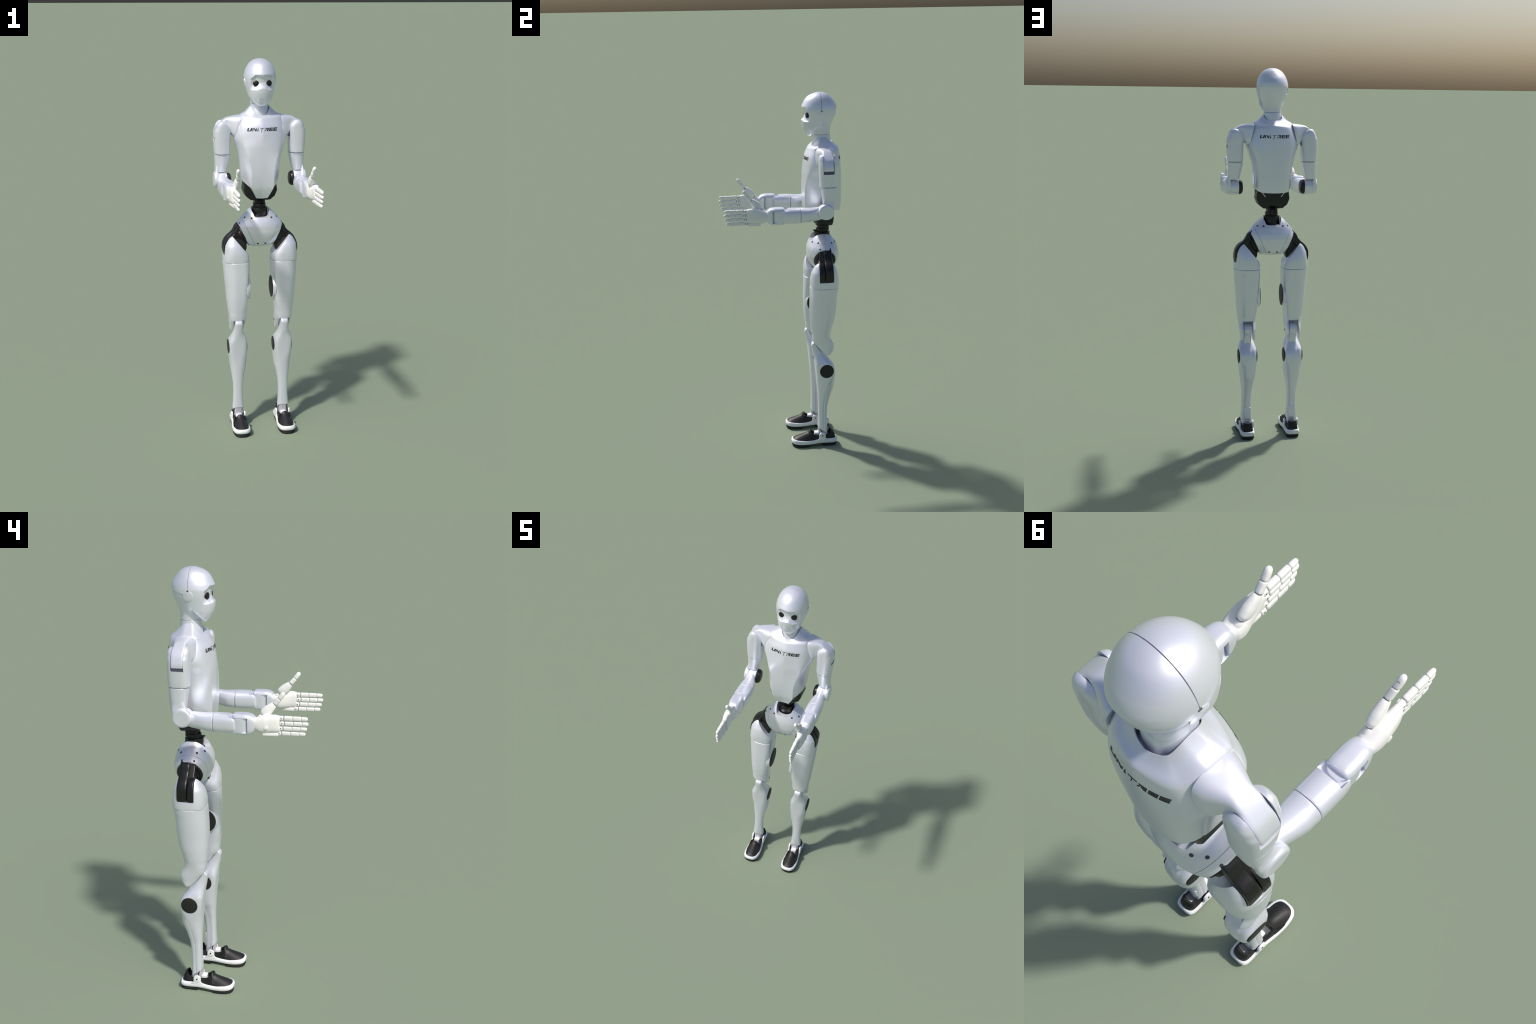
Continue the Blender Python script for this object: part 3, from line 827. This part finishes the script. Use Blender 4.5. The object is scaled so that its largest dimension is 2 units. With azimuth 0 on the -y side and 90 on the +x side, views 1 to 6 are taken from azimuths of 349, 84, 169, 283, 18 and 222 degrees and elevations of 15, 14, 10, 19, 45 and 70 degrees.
sleeve2 = loft([(.0735, .1570, .2400, 1.3240, 1.4075, 2.6), (.045, .1572, .2408, 1.3232, 1.4080, 2.7), (.015, .1577, .2410, 1.3240, 1.4075, 2.8), (-.006, .1585, .2400, 1.3260, 1.4070, 2.9), (-.0220, .1610, .2370, 1.330, 1.403, 3.0)], axis="y", k=64, r0=.0012, r1=.005)
sleeve2 = boolean(sleeve2, prism([(.013, 1.43), (.006, 1.385), (-.06, 1.385), (-.06, 1.43)], "x", .165, .2335, 0))
pair("wrist_sleeve", sleeve2, WHITE, fores)
drum = loft([(1.330, .1700, .2325, -.078, .002, 2.4), (1.398, .1700, .2325, -.078, .002, 2.4)], axis="z", r0=.002, r1=.002)
pair("wrist_drum", drum, WHITE, fores)
br = loft([(-.0130, .1695, .2330, 1.3215, 1.4125, 4.0), (-.030, .1675, .2350, 1.3200, 1.4140, 4.0), (-.060, .1675, .2350, 1.3195, 1.4140, 4.0), (-.085, .1695, .2320, 1.3230, 1.4110, 3.6), (-.098, .1725, .2280, 1.3300, 1.4040, 3.2), (-.1065, .1760, .2240, 1.338, 1.394, 3.0)], axis="y", k=72, r0=.003, r1=.003)
br = boolean(br, box(.12, .26, -.0765, .05, 1.3325, 1.3975))
pair("wrist_bracket", br, WHITE, fores)

# ------------------------------------------------------------------ hand
palm = loft([(-.1040, .1760, .2235, 1.3400, 1.3950, 2.6), (-.1150, .1715, .2265, 1.3350, 1.4000, 2.5), (-.130, .1710, .2285, 1.3290, 1.4060, 2.5), (-.145, .1740, .2288, 1.3290, 1.4110, 2.5),
             (-.165, .1800, .2260, 1.3320, 1.4130, 2.6), (-.190, .1860, .2220, 1.3360, 1.4130, 2.8), (-.2120, .1880, .2150, 1.3390, 1.4090, 3.0)], axis="y", k=56, r1=.003)
hands = pair("hand", palm, HANDW)
pair("palm_button", cylinder((.2265, -.1550, 1.3610), (1, 0, .1), .0090, .0050, .001, 28), HANDW, hands)
pair("little_metacarpal", limb((.2060, -.1385, 1.3285), (.2010, -.2050, 1.3280), (1, 0, 0), .028, .0205, 3.2, [(0, .9, .9), (.05, 1, 1), (.9, .8, 1), (1, .72, .9)]), HANDW, hands)
FING = [(1.3990, -.2150, -.3300, .2000), (1.3770, -.2180, -.3330, .1995), (1.3550, -.2120, -.3268, .1985), (1.3325, -.2060, -.3205, .1975)]
for zc, ya, yb, xk in FING:
    xt = .2005
    yb -= .0015
    L = ya - yb
    at = lambda f: (xk + (xt - xk) * f, ya - L * f, zc + .0008 * f)
    pair("knuckle", join(limb(at(-.045), at(.10), (1, 0, 0), .0160, .0192, 3.2), cylinder(at(.03), (1, 0, 0), .0080, .0190, .001, 20)), HANDW, hands)
    pair("finger_joint", join(cylinder(at(.115), (0, 0, 1), .0052, .012, .0008, 16), cylinder(at(.435), (1, 0, 0), .0060, .012, .0008, 16), cylinder(at(.755), (1, 0, 0), .0055, .011, .0008, 16)), FGREY, hands)
    pair("knuckle_pin", cylinder(at(.03), (1, 0, 0), .0024, .0200, .0003, 12), DARKGAP, hands)
    pair("finger_segment", limb(at(.125), at(.440), (1, 0, 0), .0180, .0200, 3.4), HANDW, hands)
    pair("finger_segment", limb(at(.450), at(.758), (1, 0, 0), .0168, .0190, 3.4), HANDW, hands)
    pair("fingertip", limb(at(.768), at(1.0), (1, 0, 0), .0158, .0180, 2.6, TIP), HANDW, hands)
T0, T1, T2, T3 = Vector((.1860, -.1250, 1.3960)), Vector((.1825, -.1845, 1.4525)), Vector((.1845, -.2060, 1.4780)), Vector((.1868, -.2275, 1.5075))
pair("thumb_base", cylinder(T0 + Vector((.003, -.001, -.001)), (0, -.7, .7), .0118, .017, .002, 24), HANDW, hands)
pair("thumb_collar", cylinder(T0 + (T1 - T0) * .12 + Vector((.002, 0, 0)), (0, -.7, .7), .0085, .012, .001, 24), FGREY, hands)
pair("thumb_pad", limb(T0 + (T1 - T0) * .13, T1, (1, 0, 0), .0300, .0440, 2.5, [(0, .35, .45), (.06, .62, .72), (.2, .95, .98), (.42, 1, 1), (.7, .88, .86), (.92, .72, .66), (1, .60, .52)]), HANDW, hands)
pair("thumb_joint", cylinder(T1, (1, 0, 0), .0072, .0150, .0008, 20), FGREY, hands)
pair("thumb_segment", limb(T1 + (T2 - T1) * .10, T2, (1, 0, 0), .0195, .0215, 2.8), HANDW, hands)
pair("thumb_tip", limb(T2 + (T3 - T2) * .05, T3, (1, 0, 0), .0195, .0215, 2.6, TIP), HANDW, hands)

dors = Vector((0, .78, .62))
link("thumb_nail", mirrored(limb(T2 + (T3 - T2) * .10 + dors * .0022, T2 + (T3 - T2) * .86 + dors * .0030, (1, 0, 0), .0172, .0165, 2.6, [(0, .9, .9), (.1, 1, 1), (.6, .95, .95), (.85, .75, .75), (1, .5, .5)])), FGREY, hands[1])

for me in list(bpy.data.meshes):
    if me.users == 0:
        bpy.data.meshes.remove(me)
